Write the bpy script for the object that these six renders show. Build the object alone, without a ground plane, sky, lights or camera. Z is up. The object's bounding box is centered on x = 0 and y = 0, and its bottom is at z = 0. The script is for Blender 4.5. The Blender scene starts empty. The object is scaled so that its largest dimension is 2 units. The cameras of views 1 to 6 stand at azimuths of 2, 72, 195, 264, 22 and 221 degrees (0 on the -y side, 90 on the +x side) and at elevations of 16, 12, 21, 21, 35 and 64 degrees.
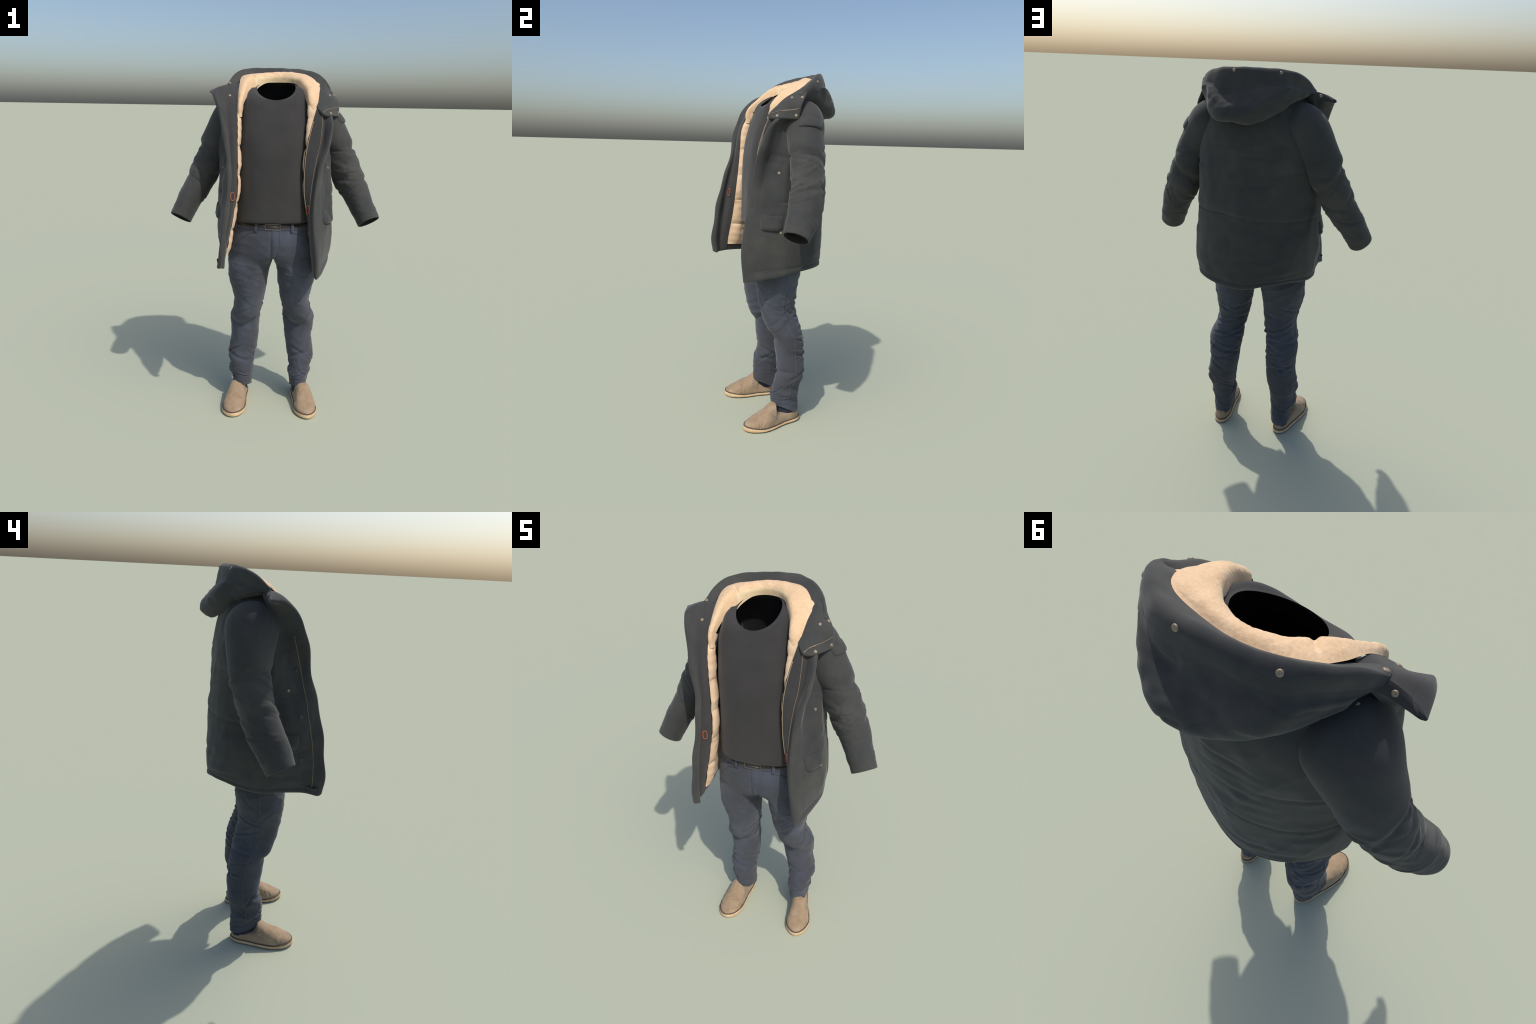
# An outfit without a wearer: open winter parka with hood, t-shirt, jeans, belt, slip-on shoes.
import bpy, math, random
import numpy as np
from mathutils import Vector, noise
from mathutils.bvhtree import BVHTree

random.seed(7)
scene = bpy.context.scene
A = np.array

# ------------------------------------------------------------------ maths helpers
def smooth(a, b, x):
    t = np.clip((np.asarray(x, float) - a) / (b - a), 0, 1)
    return t * t * (3 - 2 * t)

def catmull(P, t, closed=False):
    """P: (n, ..., 3) control points, t: parameters 0..n-1 (or 0..n when closed)."""
    P = np.asarray(P, float); n = len(P); t = np.asarray(t, float)
    i = np.floor(t).astype(int)
    if not closed:
        i = np.clip(i, 0, n - 2)
    f = (t - i).reshape((-1,) + (1,) * (P.ndim - 1))
    def at(k):
        if closed:
            return P[k % n]
        lo = (k < 0); hi = (k > n - 1)
        Q = P[np.clip(k, 0, n - 1)].copy()
        if lo.any(): Q[lo] = 2 * P[0] - P[1]
        if hi.any(): Q[hi] = 2 * P[-1] - P[-2]
        return Q
    p0, p1, p2, p3 = at(i - 1), at(i), at(i + 1), at(i + 2)
    return 0.5 * (2 * p1 + (p2 - p0) * f + (2 * p0 - 5 * p1 + 4 * p2 - p3) * f ** 2 + (3 * p1 - p0 - 3 * p2 + p3) * f ** 3)

def steps(P, size, lo=2):
    """parameters along control points P (n,...,3) so that the spacing is about size"""
    d = np.linalg.norm(np.diff(P, axis=0), axis=-1)
    if d.ndim > 1: d = d.mean(axis=1)
    t = []
    for k, L in enumerate(d):
        m = max(lo, int(round(L / size)))
        t += [k + j / m for j in range(m)]
    return A(t + [len(P) - 1.0])

def loft(rails, size_u=0.008, size_v=0.008, tu=None, tv=None):
    """rails: (nu, nv, 3) control grid -> dense grid, plus its u and v parameters"""
    R = np.asarray(rails, float)
    if tu is None: tu = steps(R, size_u)
    if tv is None: tv = steps(np.swapaxes(R, 0, 1), size_v)
    G = catmull(R, tu)
    G = np.swapaxes(catmull(np.swapaxes(G, 0, 1), tv), 0, 1)
    return G, tu, tv

def grid_normals(G, wrap=False):
    if wrap:
        du = np.roll(G, -1, 0) - np.roll(G, 1, 0)
    else:
        du = np.gradient(G, axis=0)
    dv = np.gradient(G, axis=1)
    n = np.cross(du, dv)
    return n / np.maximum(np.linalg.norm(n, axis=-1, keepdims=True), 1e-9)

def nz(P, scale, seed=0.0):
    """Perlin noise at points P scaled per axis"""
    Q = P.reshape(-1, 3) * A(scale) + seed
    return A([noise.noise(q) for q in Q.tolist()]).reshape(P.shape[:-1])

def ridge(P, scale, seed=0.0, sharp=2.0):
    return (1 - np.abs(nz(P, scale, seed)) * 1.6).clip(0, 1) ** sharp

def creases(T, TH, rng, n, t_range, th_range, slope, depth, width, span):
    """short drawn-in folds with a soft roll beside them, scattered over a tube (T along it, TH round it)"""
    d = np.zeros_like(T)
    for _ in range(n):
        t0, a0 = rng.uniform(*t_range), rng.uniform(*th_range)
        sl, dp, w, sp = rng.uniform(*slope) * rng.choice((-1, 1)), rng.uniform(*depth), rng.uniform(*width), rng.uniform(*span)
        dl = np.angle(np.exp(1j * (TH - a0)))
        x = (T - t0 - sl * dl - 0.15 * sl * dl * dl) / w
        fall = np.exp(-(dl / sp) ** 2)
        d += fall * dp * (0.55 * np.exp(-((x - 1.7) / 1.3) ** 2) + 0.45 * np.exp(-((x + 1.7) / 1.3) ** 2) - np.exp(-x ** 2))
    return d

# ------------------------------------------------------------------ mesh helpers
def link(obj, parent=None):
    scene.collection.objects.link(obj)
    if parent is not None:
        obj.parent = parent
    return obj

def mesh_obj(name, verts, faces, mat, parent, normals=None, smooth_shade=True):
    me = bpy.data.meshes.new(name)
    me.from_pydata([tuple(v) for v in np.asarray(verts, float).tolist()], [], [tuple(f) for f in faces])
    me.materials.append(mat)
    me.polygons.foreach_set("use_smooth", [smooth_shade] * len(me.polygons))
    me.update()
    if normals is not None:
        me.normals_split_custom_set_from_vertices([tuple(n) for n in np.asarray(normals).tolist()])
    return link(bpy.data.objects.new(name, me), parent)

def grid_faces(nu, nv, wrap=False, mask=None, flip=False):
    F = []
    for i in range(nu if wrap else nu - 1):
        i2 = (i + 1) % nu
        for j in range(nv - 1):
            if mask is not None and not mask(i, j):
                continue
            f = (i * nv + j, i2 * nv + j, i2 * nv + j + 1, i * nv + j + 1)
            F.append(f[::-1] if flip else f)
    return F

def grid_obj(name, G, mat, parent, wrap=False, mask=None, flip=False, N=None):
    """object from a dense grid; with a mask only those faces (unused points dropped)"""
    nu, nv = G.shape[:2]
    F = grid_faces(nu, nv, wrap, mask, flip)
    V = G.reshape(-1, 3)
    NN = None if N is None else N.reshape(-1, 3)
    if mask is not None:
        used = sorted({k for f in F for k in f}); idx = {k: n for n, k in enumerate(used)}
        F = [tuple(idx[k] for k in f) for f in F]
        V = V[used]; NN = None if NN is None else NN[used]
    return mesh_obj(name, V, F, mat, parent, NN)

def thick_grid(G, t, wrap=False):
    """closed slab of a grid: rounded rim, thickness t along the normals (to the back side)"""
    n = grid_normals(G, wrap)
    return G - n * t

def slab_obj(name, G, t, mat, parent, round_rim=True):
    """open grid given thickness (towards -normal) with a rounded rim"""
    n = grid_normals(G)
    nu, nv = G.shape[:2]
    front, back = G.reshape(-1, 3), (G - n * t).reshape(-1, 3)
    ring = [i * nv for i in range(nu)] + [(nu - 1) * nv + j for j in range(1, nv)] + \
           [i * nv + nv - 1 for i in range(nu - 2, -1, -1)] + [j for j in range(nv - 2, 0, -1)]
    mid = (front + back) / 2
    cen = mid[ring]
    prev, nxt = np.roll(cen, 1, 0), np.roll(cen, -1, 0)
    tang = nxt - prev
    nn = n.reshape(-1, 3)[ring]
    out = np.cross(nn, tang); out /= np.maximum(np.linalg.norm(out, axis=1, keepdims=True), 1e-9)
    inner = G[nu // 2, nv // 2]
    sgn = np.sign(((cen - inner) * out).sum(1).sum()) or 1
    out = out * sgn
    rim1 = front[ring] - nn * t * 0.18 + out * t * 0.36
    rim2 = back[ring] + nn * t * 0.18 + out * t * 0.36
    M = len(front); R = len(ring)
    V = np.concatenate([front, back, rim1, rim2])
    F = grid_faces(nu, nv) + [tuple(k + M for k in f[::-1]) for f in grid_faces(nu, nv)]
    for k in range(R):
        a, b = ring[k], ring[(k + 1) % R]; k2 = (k + 1) % R
        F += [(b, a, 2 * M + k, 2 * M + k2), (2 * M + k2, 2 * M + k, 2 * M + R + k, 2 * M + R + k2),
              (2 * M + R + k2, 2 * M + R + k, M + a, M + b)]
    o = mesh_obj(name, V, F, mat, parent)
    fix_normals(o)
    return o

def fix_normals(o):
    import bmesh
    bm = bmesh.new(); bm.from_mesh(o.data)
    bmesh.ops.recalc_face_normals(bm, faces=bm.faces)
    bm.to_mesh(o.data); bm.free()

def tube_obj(name, pts, r, mat, parent, seg=8, closed=False, flat=1.0, ups=None):
    """tube along a polyline; r a number or one per point; flat squashes it along the up vector"""
    P = np.asarray(pts, float); n = len(P)
    r = np.broadcast_to(np.asarray(r, float), (n,))
    T = (np.roll(P, -1, 0) - np.roll(P, 1, 0)) if closed else np.gradient(P, axis=0)
    T /= np.maximum(np.linalg.norm(T, axis=1, keepdims=True), 1e-9)
    V = []; up = A([0.31, 0.52, 0.8])
    for k in range(n):
        u = up if ups is None else ups[k]
        b = np.cross(T[k], u); b /= np.linalg.norm(b); u2 = np.cross(b, T[k])
        if ups is None: up = u2
        for s in range(seg):
            a = 2 * math.pi * s / seg
            V.append(P[k] + r[k] * (math.cos(a) * b + flat * math.sin(a) * u2))
    F = []
    for k in range(n if closed else n - 1):
        k2 = (k + 1) % n
        for s in range(seg):
            s2 = (s + 1) % seg
            F.append((k * seg + s, k * seg + s2, k2 * seg + s2, k2 * seg + s))
    if not closed:
        F.append(tuple(range(seg))[::-1]); F.append(tuple((n - 1) * seg + s for s in range(seg)))
    return mesh_obj(name, V, F, mat, parent)

def empty(name, label, category, loc=(0, 0, 0)):
    e = bpy.data.objects.new(name, None)
    link(e)
    e.location = (0, 0, 0)
    e.empty_display_size = 0.1
    e["label"] = label; e["category"] = category
    return e

# ------------------------------------------------------------------ materials
def cloth(name, base, dark=None, light=None, rough=0.9, weave=900.0, bump=0.12, mottle=6.0, sheen=0.15, stretch=(1, 1, 1), fine=0.15):
    """woven cloth: a base colour with soft mottling, finer grain and a weave bump"""
    m = bpy.data.materials.new(name); m.use_nodes = True
    nt = m.node_tree; N = nt.nodes; L = nt.links
    b = N["Principled BSDF"]
    b.inputs["Roughness"].default_value = rough
    b.inputs["Specular IOR Level"].default_value = 0.25
    b.inputs["Sheen Weight"].default_value = sheen
    b.inputs["Sheen Roughness"].default_value = 0.5
    dark = dark or tuple(c * 0.75 for c in base); light = light or tuple(c * 1.25 for c in base)
    tc = N.new("ShaderNodeTexCoord"); mp = N.new("ShaderNodeMapping"); mp.inputs["Scale"].default_value = stretch
    L.new(tc.outputs["Object"], mp.inputs["Vector"])
    n1 = N.new("ShaderNodeTexNoise"); n1.inputs["Scale"].default_value = mottle; n1.inputs["Detail"].default_value = 6; n1.inputs["Roughness"].default_value = 0.62
    L.new(mp.outputs[0], n1.inputs["Vector"])
    cr = N.new("ShaderNodeValToRGB")
    e = cr.color_ramp.elements
    e[0].position = 0.3; e[0].color = (*dark, 1); e[1].position = 0.72; e[1].color = (*light, 1)
    mid = e.new(0.5); mid.color = (*base, 1)
    L.new(n1.outputs["Fac"], cr.inputs["Fac"])
    n2 = N.new("ShaderNodeTexNoise"); n2.inputs["Scale"].default_value = weave * 0.35; n2.inputs["Detail"].default_value = 3
    L.new(tc.outputs["Object"], n2.inputs["Vector"])
    mr = N.new("ShaderNodeMapRange"); mr.inputs["From Min"].default_value = 0.3; mr.inputs["From Max"].default_value = 0.7
    mr.inputs["To Min"].default_value = 1 - fine; mr.inputs["To Max"].default_value = 1 + fine
    L.new(n2.outputs["Fac"], mr.inputs["Value"])
    mx = N.new("ShaderNodeMix"); mx.data_type = "RGBA"; mx.blend_type = "MULTIPLY"; mx.inputs["Factor"].default_value = 1
    L.new(cr.outputs["Color"], mx.inputs["A"]); L.new(mr.outputs["Result"], mx.inputs["B"])
    L.new(mx.outputs["Result"], b.inputs["Base Color"])
    bp = N.new("ShaderNodeBump"); bp.inputs["Strength"].default_value = bump; bp.inputs["Distance"].default_value = 0.002
    L.new(n2.outputs["Fac"], bp.inputs["Height"]); L.new(bp.outputs["Normal"], b.inputs["Normal"])
    m["out"] = mx.name
    return m

def plain(name, col, rough=0.5, metal=0.0):
    m = bpy.data.materials.new(name); m.use_nodes = True
    nt = m.node_tree; b = nt.nodes["Principled BSDF"]
    b.inputs["Roughness"].default_value = rough; b.inputs["Metallic"].default_value = metal
    tc = nt.nodes.new("ShaderNodeTexCoord"); n = nt.nodes.new("ShaderNodeTexNoise"); n.inputs["Scale"].default_value = 60
    nt.links.new(tc.outputs["Object"], n.inputs["Vector"])
    cr = nt.nodes.new("ShaderNodeValToRGB")
    cr.color_ramp.elements[0].position = 0.3; cr.color_ramp.elements[0].color = (*[c * 0.85 for c in col], 1)
    cr.color_ramp.elements[1].position = 0.7; cr.color_ramp.elements[1].color = (*[min(1, c * 1.12) for c in col], 1)
    nt.links.new(n.outputs["Fac"], cr.inputs["Fac"]); nt.links.new(cr.outputs["Color"], b.inputs["Base Color"])
    return m

M_PARKA = cloth("parka_canvas", (0.045, 0.046, 0.0445), (0.034, 0.037, 0.039), (0.060, 0.059, 0.055), mottle=6, fine=0.07)
M_FACING = cloth("facing_canvas", (0.044, 0.043, 0.043), (0.037, 0.037, 0.038), (0.053, 0.051, 0.050), mottle=5, fine=0.06)
M_FLEECE = cloth("fleece", (0.68, 0.475, 0.29), (0.64, 0.44, 0.262), (0.725, 0.52, 0.335), rough=0.95, weave=420, bump=0.5, mottle=22, sheen=0.2, fine=0.08)
M_LINING = cloth("quilted_lining", (0.70, 0.50, 0.33), (0.64, 0.44, 0.28), (0.75, 0.56, 0.39), rough=0.6, weave=700, bump=0.05, mottle=12, sheen=0.1, fine=0.04)
M_COLLAR = cloth("collar_band_cloth", (0.70, 0.54, 0.33), (0.62, 0.47, 0.28), (0.76, 0.6, 0.4), rough=0.8, mottle=14, fine=0.04)
M_SHIRT = cloth("jersey", (0.038, 0.0365, 0.0365), (0.033, 0.032, 0.032), (0.045, 0.0425, 0.042), mottle=4, fine=0.06)
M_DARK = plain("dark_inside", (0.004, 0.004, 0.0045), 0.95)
M_DARKCUFF = plain("dark_sleeve_inside", (0.012, 0.012, 0.012), 0.95)
M_JEANS = cloth("denim", (0.054, 0.059, 0.075), (0.046, 0.047, 0.051), (0.077, 0.089, 0.124), mottle=5, stretch=(1, 1, 0.6), fine=0.13, bump=0.2)
M_STITCH = plain("denim_stitch", (0.076, 0.087, 0.115), 0.85)
M_SEAM = plain("parka_stitch", (0.075, 0.078, 0.078), 0.85)
M_ZIP = plain("zip_teeth", (0.30, 0.215, 0.145), 0.5, 0.4)
M_PIPE = plain("piping", (0.36, 0.27, 0.18), 0.7)
M_SNAP = plain("snap_metal", (0.30, 0.235, 0.17), 0.5, 0.4)
M_SNAPD = plain("dark_button", (0.03, 0.03, 0.032), 0.4)
M_LEATHER = plain("tan_leather", (0.30, 0.085, 0.042), 0.7)
M_BELT = cloth("belt_leather", (0.055, 0.042, 0.036), rough=0.55, weave=300, bump=0.1, sheen=0)
M_BUCKLE = plain("buckle_metal", (0.22, 0.20, 0.165), 0.45, 0.8)
M_SHOE = cloth("nubuck", (0.315, 0.228, 0.145), (0.262, 0.18, 0.108), (0.375, 0.28, 0.185), mottle=14, weave=500, fine=0.07, bump=0.15)
M_GORE = cloth("elastic_gore", (0.27, 0.21, 0.145), mottle=10, stretch=(30, 1, 1), fine=0.1)
M_FOX = plain("dark_welt", (0.075, 0.055, 0.045), 0.8)
M_SOLE = cloth("crepe_sole", (0.58, 0.41, 0.23), (0.48, 0.33, 0.17), (0.66, 0.49, 0.30), rough=0.7, mottle=30, weave=260, bump=0.3, sheen=0, fine=0.1)
M_SOLEB = plain("outsole", (0.06, 0.05, 0.042), 0.8)
M_SOCK = cloth("sock_knit", (0.024, 0.026, 0.042), mottle=20)

# ================================================================== PARKA
parka = empty("parka", "open dark charcoal winter parka with hood and cream fleece lining", "winter coat")

# ---- rails of the shell, from the inside of the right front edge, round the back, to the left front edge
NR = 10
def rail(*p):
    return A(p, float)
facing_in = rail((-.262,-.215,.972),(-.250,-.210,1.05),(-.222,-.190,1.2),(-.199,-.178,1.35),(-.199,-.162,1.5),(-.200,-.155,1.6),(-.202,-.146,1.7),(-.207,-.098,1.8),(-.203,-.03,1.880),(-.199,.03,1.915))
facing_mid = rail((-.268,-.245,.965),(-.256,-.238,1.05),(-.232,-.220,1.2),(-.214,-.203,1.35),(-.214,-.182,1.5),(-.218,-.170,1.6),(-.225,-.152,1.7),(-.236,-.098,1.805),(-.235,-.03,1.878),(-.226,.022,1.908))
groove = rail((-.274,-.256,.962),(-.270,-.256,1.05),(-.257,-.240,1.2),(-.240,-.220,1.35),(-.234,-.188,1.5),(-.240,-.170,1.6),(-.249,-.150,1.7),(-.266,-.098,1.803),(-.275,-.03,1.885),(-.280,.014,1.899))
lip_in = rail((-.256,-.278,.953),(-.252,-.286,1.05),(-.243,-.272,1.2),(-.228,-.247,1.35),(-.229,-.207,1.5),(-.243,-.180,1.6),(-.262,-.158,1.7),(-.290,-.118,1.795),(-.315,-.048,1.876),(-.322,.012,1.886))
lip = rail((-.279,-.304,.960),(-.272,-.308,1.05),(-.262,-.291,1.2),(-.243,-.264,1.35),(-.242,-.217,1.5),(-.258,-.192,1.6),(-.276,-.170,1.7),(-.306,-.130,1.79),(-.338,-.060,1.858),(-.364,.016,1.867))
lip_out = rail((-.300,-.276,.953),(-.286,-.288,1.05),(-.274,-.274,1.2),(-.257,-.246,1.35),(-.256,-.202,1.5),(-.275,-.177,1.6),(-.290,-.152,1.7),(-.315,-.108,1.783),(-.342,-.040,1.845),(-.356,.022,1.855))
front_r = rail((-.289,-.20,.966),(-.289,-.20,1.05),(-.293,-.19,1.2),(-.288,-.155,1.35),(-.266,-.13,1.5),(-.252,-.102,1.6),(-.262,-.076,1.7),(-.287,-.05,1.772),(-.284,.0,1.830),(-.288,.028,1.862))

Wz = [.306, .322, .321, .316, .310, .302, .290, .272, .225, .175]     # half width of the body
Dz = [.262, .270, .266, .261, .255, .247, .236, .222, .205, .188]     # depth of the back
Yz = [.0, .0, .0, .0, .0, .005, .01, .02, .03, .04]
Zr = [0, 1.05, 1.2, 1.35, 1.5, 1.6, 1.7, 1.785, 1.852, 1.895]
def back_rail(theta, hem):
    """theta -90 (right side) .. 90 (left side), seen from behind the body's middle"""
    a = math.radians(theta); s, c = math.sin(a), math.cos(a)
    left = theta > 0                                             # fuller towards the left and at the shoulder blades
    out = []
    for k in range(NR):
        f = 1 - smooth(6, 8, k); up_ = smooth(3, 5, k)
        ex = (0.72 - 0.04 * up_ + 0.10 * (1 - smooth(1.5, 3.5, k))) if left else 1.0 - 0.18 * up_
        low = 1 - smooth(1.5, 3.5, k)
        wx = (-0.008 * s ** 6 * (1 - low) + 0.009 * low) if left else -0.004 + 0.020 * up_
        dx = (-0.012 * (1 - abs(s)) * (1 - up_)) if left else (-0.024 * abs(s) + 0.003) * (1 - up_) + 0.004 * math.sin(2 * abs(a)) * (1 - up_)
        x = (Wz[k] + wx * f) * math.copysign(abs(s) ** 0.95, s); y = Yz[k] + (Dz[k] + dx * f - Yz[k]) * abs(c) ** (0.95 + (ex - 0.95) * f)
        z = hem if k == 0 else Zr[k] - (0.012 * abs(c) if k in (7, 8) else 0)
        out.append((x, y, z))
    return A(out)
side_r = rail(*[(-w + .012, y, z) for w, y, z in zip(Wz[:7], (-.085, -.08, -.08, -.075, -.06, -.05, -.04), [.967] + Zr[1:7])], (-.279, .0, 1.788), (-.262, .03, 1.846), (-.25, .045, 1.882))
side_l = rail(*[(w + o, y, z) for w, o, y, z in zip(Wz[:7], (.0, .002, -.004, -.007, -.008, -.010, -.010), (-.06, -.06, -.07, -.06, -.04, -.01, .01), [.928] + Zr[1:7])], (.280, .025, 1.79), (.25, .05, 1.852), (.225, .06, 1.89))
front_l = rail((.276,-.160,.906),(.276,-.162,1.05),(.266,-.152,1.2),(.265,-.136,1.35),(.260,-.108,1.5),(.264,-.080,1.6),(.266,-.050,1.7),(.273,-.02,1.772),(.265,.015,1.835),(.25,.045,1.875))
flap_out = rail((.254,-.224,.895),(.248,-.234,1.05),(.234,-.210,1.2),(.233,-.184,1.35),(.255,-.168,1.5),(.286,-.150,1.6),(.298,-.118,1.7),(.292,-.07,1.755),(.268,-.03,1.815),(.25,.02,1.865))
flap = rail((.238,-.240,.890),(.229,-.252,1.05),(.212,-.230,1.2),(.214,-.204,1.35),(.236,-.190,1.5),(.270,-.174,1.6),(.288,-.136,1.7),(.280,-.088,1.755),(.262,-.045,1.815),(.245,.012,1.865))
flap_in = rail((.226,-.226,.897),(.213,-.238,1.05),(.198,-.215,1.2),(.205,-.191,1.35),(.224,-.174,1.5),(.252,-.143,1.6),(.262,-.114,1.7),(.260,-.085,1.752),(.252,-.045,1.815),(.24,.008,1.863))
hollow = rail((.226,-.216,.899),(.209,-.226,1.05),(.196,-.205,1.2),(.202,-.184,1.35),(.220,-.164,1.5),(.243,-.134,1.6),(.250,-.108,1.7),(.247,-.088,1.757),(.243,-.05,1.815),(.235,.0,1.862))
zip_l = rail((.226,-.206,.901),(.205,-.213,1.05),(.192,-.198,1.2),(.193,-.183,1.35),(.211,-.168,1.5),(.230,-.155,1.6),(.238,-.135,1.7),(.236,-.102,1.765),(.234,-.06,1.815),(.232,.0,1.862))
band_in = rail((.222,-.185,.910),(.200,-.187,1.05),(.182,-.176,1.2),(.158,-.162,1.35),(.155,-.156,1.5),(.166,-.148,1.6),(.188,-.125,1.7),(.211,-.096,1.785),(.220,-.04,1.83),(.225,.0,1.866))

HEM = [.968, .977, .988, .980, .953, .951, .960, .960, .945]
THETA = [-90, -68, -45, -22, 0, 22, 45, 68, 90]
RAILS = [facing_in, facing_mid, groove, lip_in, lip, lip_out, front_r, side_r] + \
        [back_rail(t, h) for t, h in zip(THETA, HEM)] + \
        [side_l, front_l, flap_out, flap, flap_in, hollow, zip_l, band_in]
RAILS = A(RAILS)
I_LIPIN, I_LIP, I_FR, I_BACK0, I_FLAP, I_HOL, I_ZIP = 3, 4, 6, 8, 20, 22, 23

SH, SU, SV = loft(RAILS, 0.007, 0.008)
SN = grid_normals(SH)
if (SN[len(SU) // 2, 20] @ A([0, 1, 0])) < 0: SN = -SN; SH_FLIP = True
else: SH_FLIP = False

# ---- relief of the shell: soft padded folds, strain lines, seams
def relief_shell(P, U, V):
    outer = smooth(4.6, 5.6, U) * (1 - smooth(18.2, 19.0, U))
    fr = 1 + 0.6 * (1 - smooth(7, 8.5, U) * (1 - smooth(15.5, 17, U)))      # the fronts buckle more than the back
    d = (0.0060 * nz(P, (9, 9, 5), 3.1) + 0.0030 * nz(P, (22, 22, 12), 8.2)) * fr
    d += 0.0030 * (ridge(P + P[..., [2, 0, 1]] * 0.5, (7, 7, 3), 1.7, 3) - 0.35)
    d += creases(V, U * 0.25, random.Random(11), 34, (0.6, 5.5), (1.5, 4.6), (.1, 1.0), (.0012, .0035), (.07, .16), (.12, .35))
    d = d * outer * (0.35 + 0.65 * smooth(0.1, 0.8, V))
    # back waist seam: a drawn-in line under a slight blouse
    zs = 1.318 + 0.012 * np.sin(P[..., 0] * 7)
    isback = smooth(7.2, 8.2, U) * (1 - smooth(16.6, 17.4, U))
    d -= 0.004 * np.exp(-((P[..., 2] - zs) / 0.006) ** 2) * isback
    d += 0.004 * np.exp(-((P[..., 2] - zs - 0.03) / 0.03) ** 2) * isback
    # placket seam on the left front
    d -= 0.0025 * np.exp(-((U - 18.35) / 0.07) ** 2) * (1 - smooth(4.2, 5, V))
    # hem seam
    d -= 0.0050 * np.exp(-((V - 0.27) / 0.05) ** 2) * outer
    d += 0.0030 * (1 - smooth(0.12, 0.3, V)) * outer
    # puffy edge lip waviness at the right front
    d += 0.004 * np.sin(P[..., 2] * 31 + 0.6) * np.exp(-((U - 4.0) / 1.0) ** 2) * (1 - smooth(6.5, 8, V))
    return d
UU, VV = np.meshgrid(SU, SV, indexing="ij")
SH = SH + SN * relief_shell(SH, UU, VV)[..., None]
# hem curls under and inward
SN2 = grid_normals(SH) * (-1 if SH_FLIP else 1)
curl = []
for k, (i_n, up) in enumerate(((0.030, 0.030), (0.026, 0.006), (0.016, -0.004), (0.005, -0.004))):
    nn = SN2[:, 0].copy(); nn[:, 2] = 0; nn /= np.linalg.norm(nn, axis=1, keepdims=True)
    lipf = 1 - 0.55 * np.exp(-((SU - 4) / 1.2) ** 2) - 0.6 * smooth(18.4, 19, SU)
    row = SH[:, 0] - nn * (i_n * lipf)[:, None]; row[:, 2] += up
    curl.append(row)
SHX = np.concatenate([np.stack(curl, 1), SH], axis=1)
SNX = grid_normals(SHX) * (-1 if SH_FLIP else 1)
nuS, nvS = SHX.shape[:2]
iu = lambda r: int(np.argmin(np.abs(SU - r)))
cuts = [(0, iu(3.0), "front_facing", M_FACING), (iu(3.0), iu(7), "front_panel", M_PARKA), (iu(7), iu(17), "back_panel", M_PARKA),
        (iu(17), iu(20), "front_panel", M_PARKA), (iu(20), nuS - 1, "front_facing", M_FACING)]
for a, b, nm, mt in cuts:
    grid_obj(nm, SHX, mt, parka, mask=lambda i, j, a=a, b=b: a <= i < b, flip=SH_FLIP, N=SNX)

# the right front flap ends in a narrow closed edge
ca = [SHX[iu(u), -1] for u in np.linspace(1.0, 4.0, 40)]
cb = [SHX[iu(u), -1] for u in np.linspace(7.4, 4.0, 40)]
capg = np.stack([A(ca) * (1 - f) + A(cb) * f + A([0, .004, .003]) * math.sin(f * math.pi) for f in np.linspace(0, 1, 9)], 1)
o = grid_obj("front_flap_end", capg, M_FACING, parka); fix_normals(o)

def shell_at(u, v):
    """point and outward normal on the shell at rail index u and row index v"""
    fu = np.interp(u, SU, np.arange(len(SU))); fv = np.interp(v, SV, np.arange(len(SV)))
    i, j = int(min(fu, len(SU) - 2)), int(min(fv, len(SV) - 2)); a, b = fu - i, fv - j
    bil = lambda G: (G[i, j] * (1 - a) * (1 - b) + G[i + 1, j] * a * (1 - b) + G[i, j + 1] * (1 - a) * b + G[i + 1, j + 1] * a * b)
    n = bil(SN2); return bil(SH), n / np.linalg.norm(n)

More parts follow.
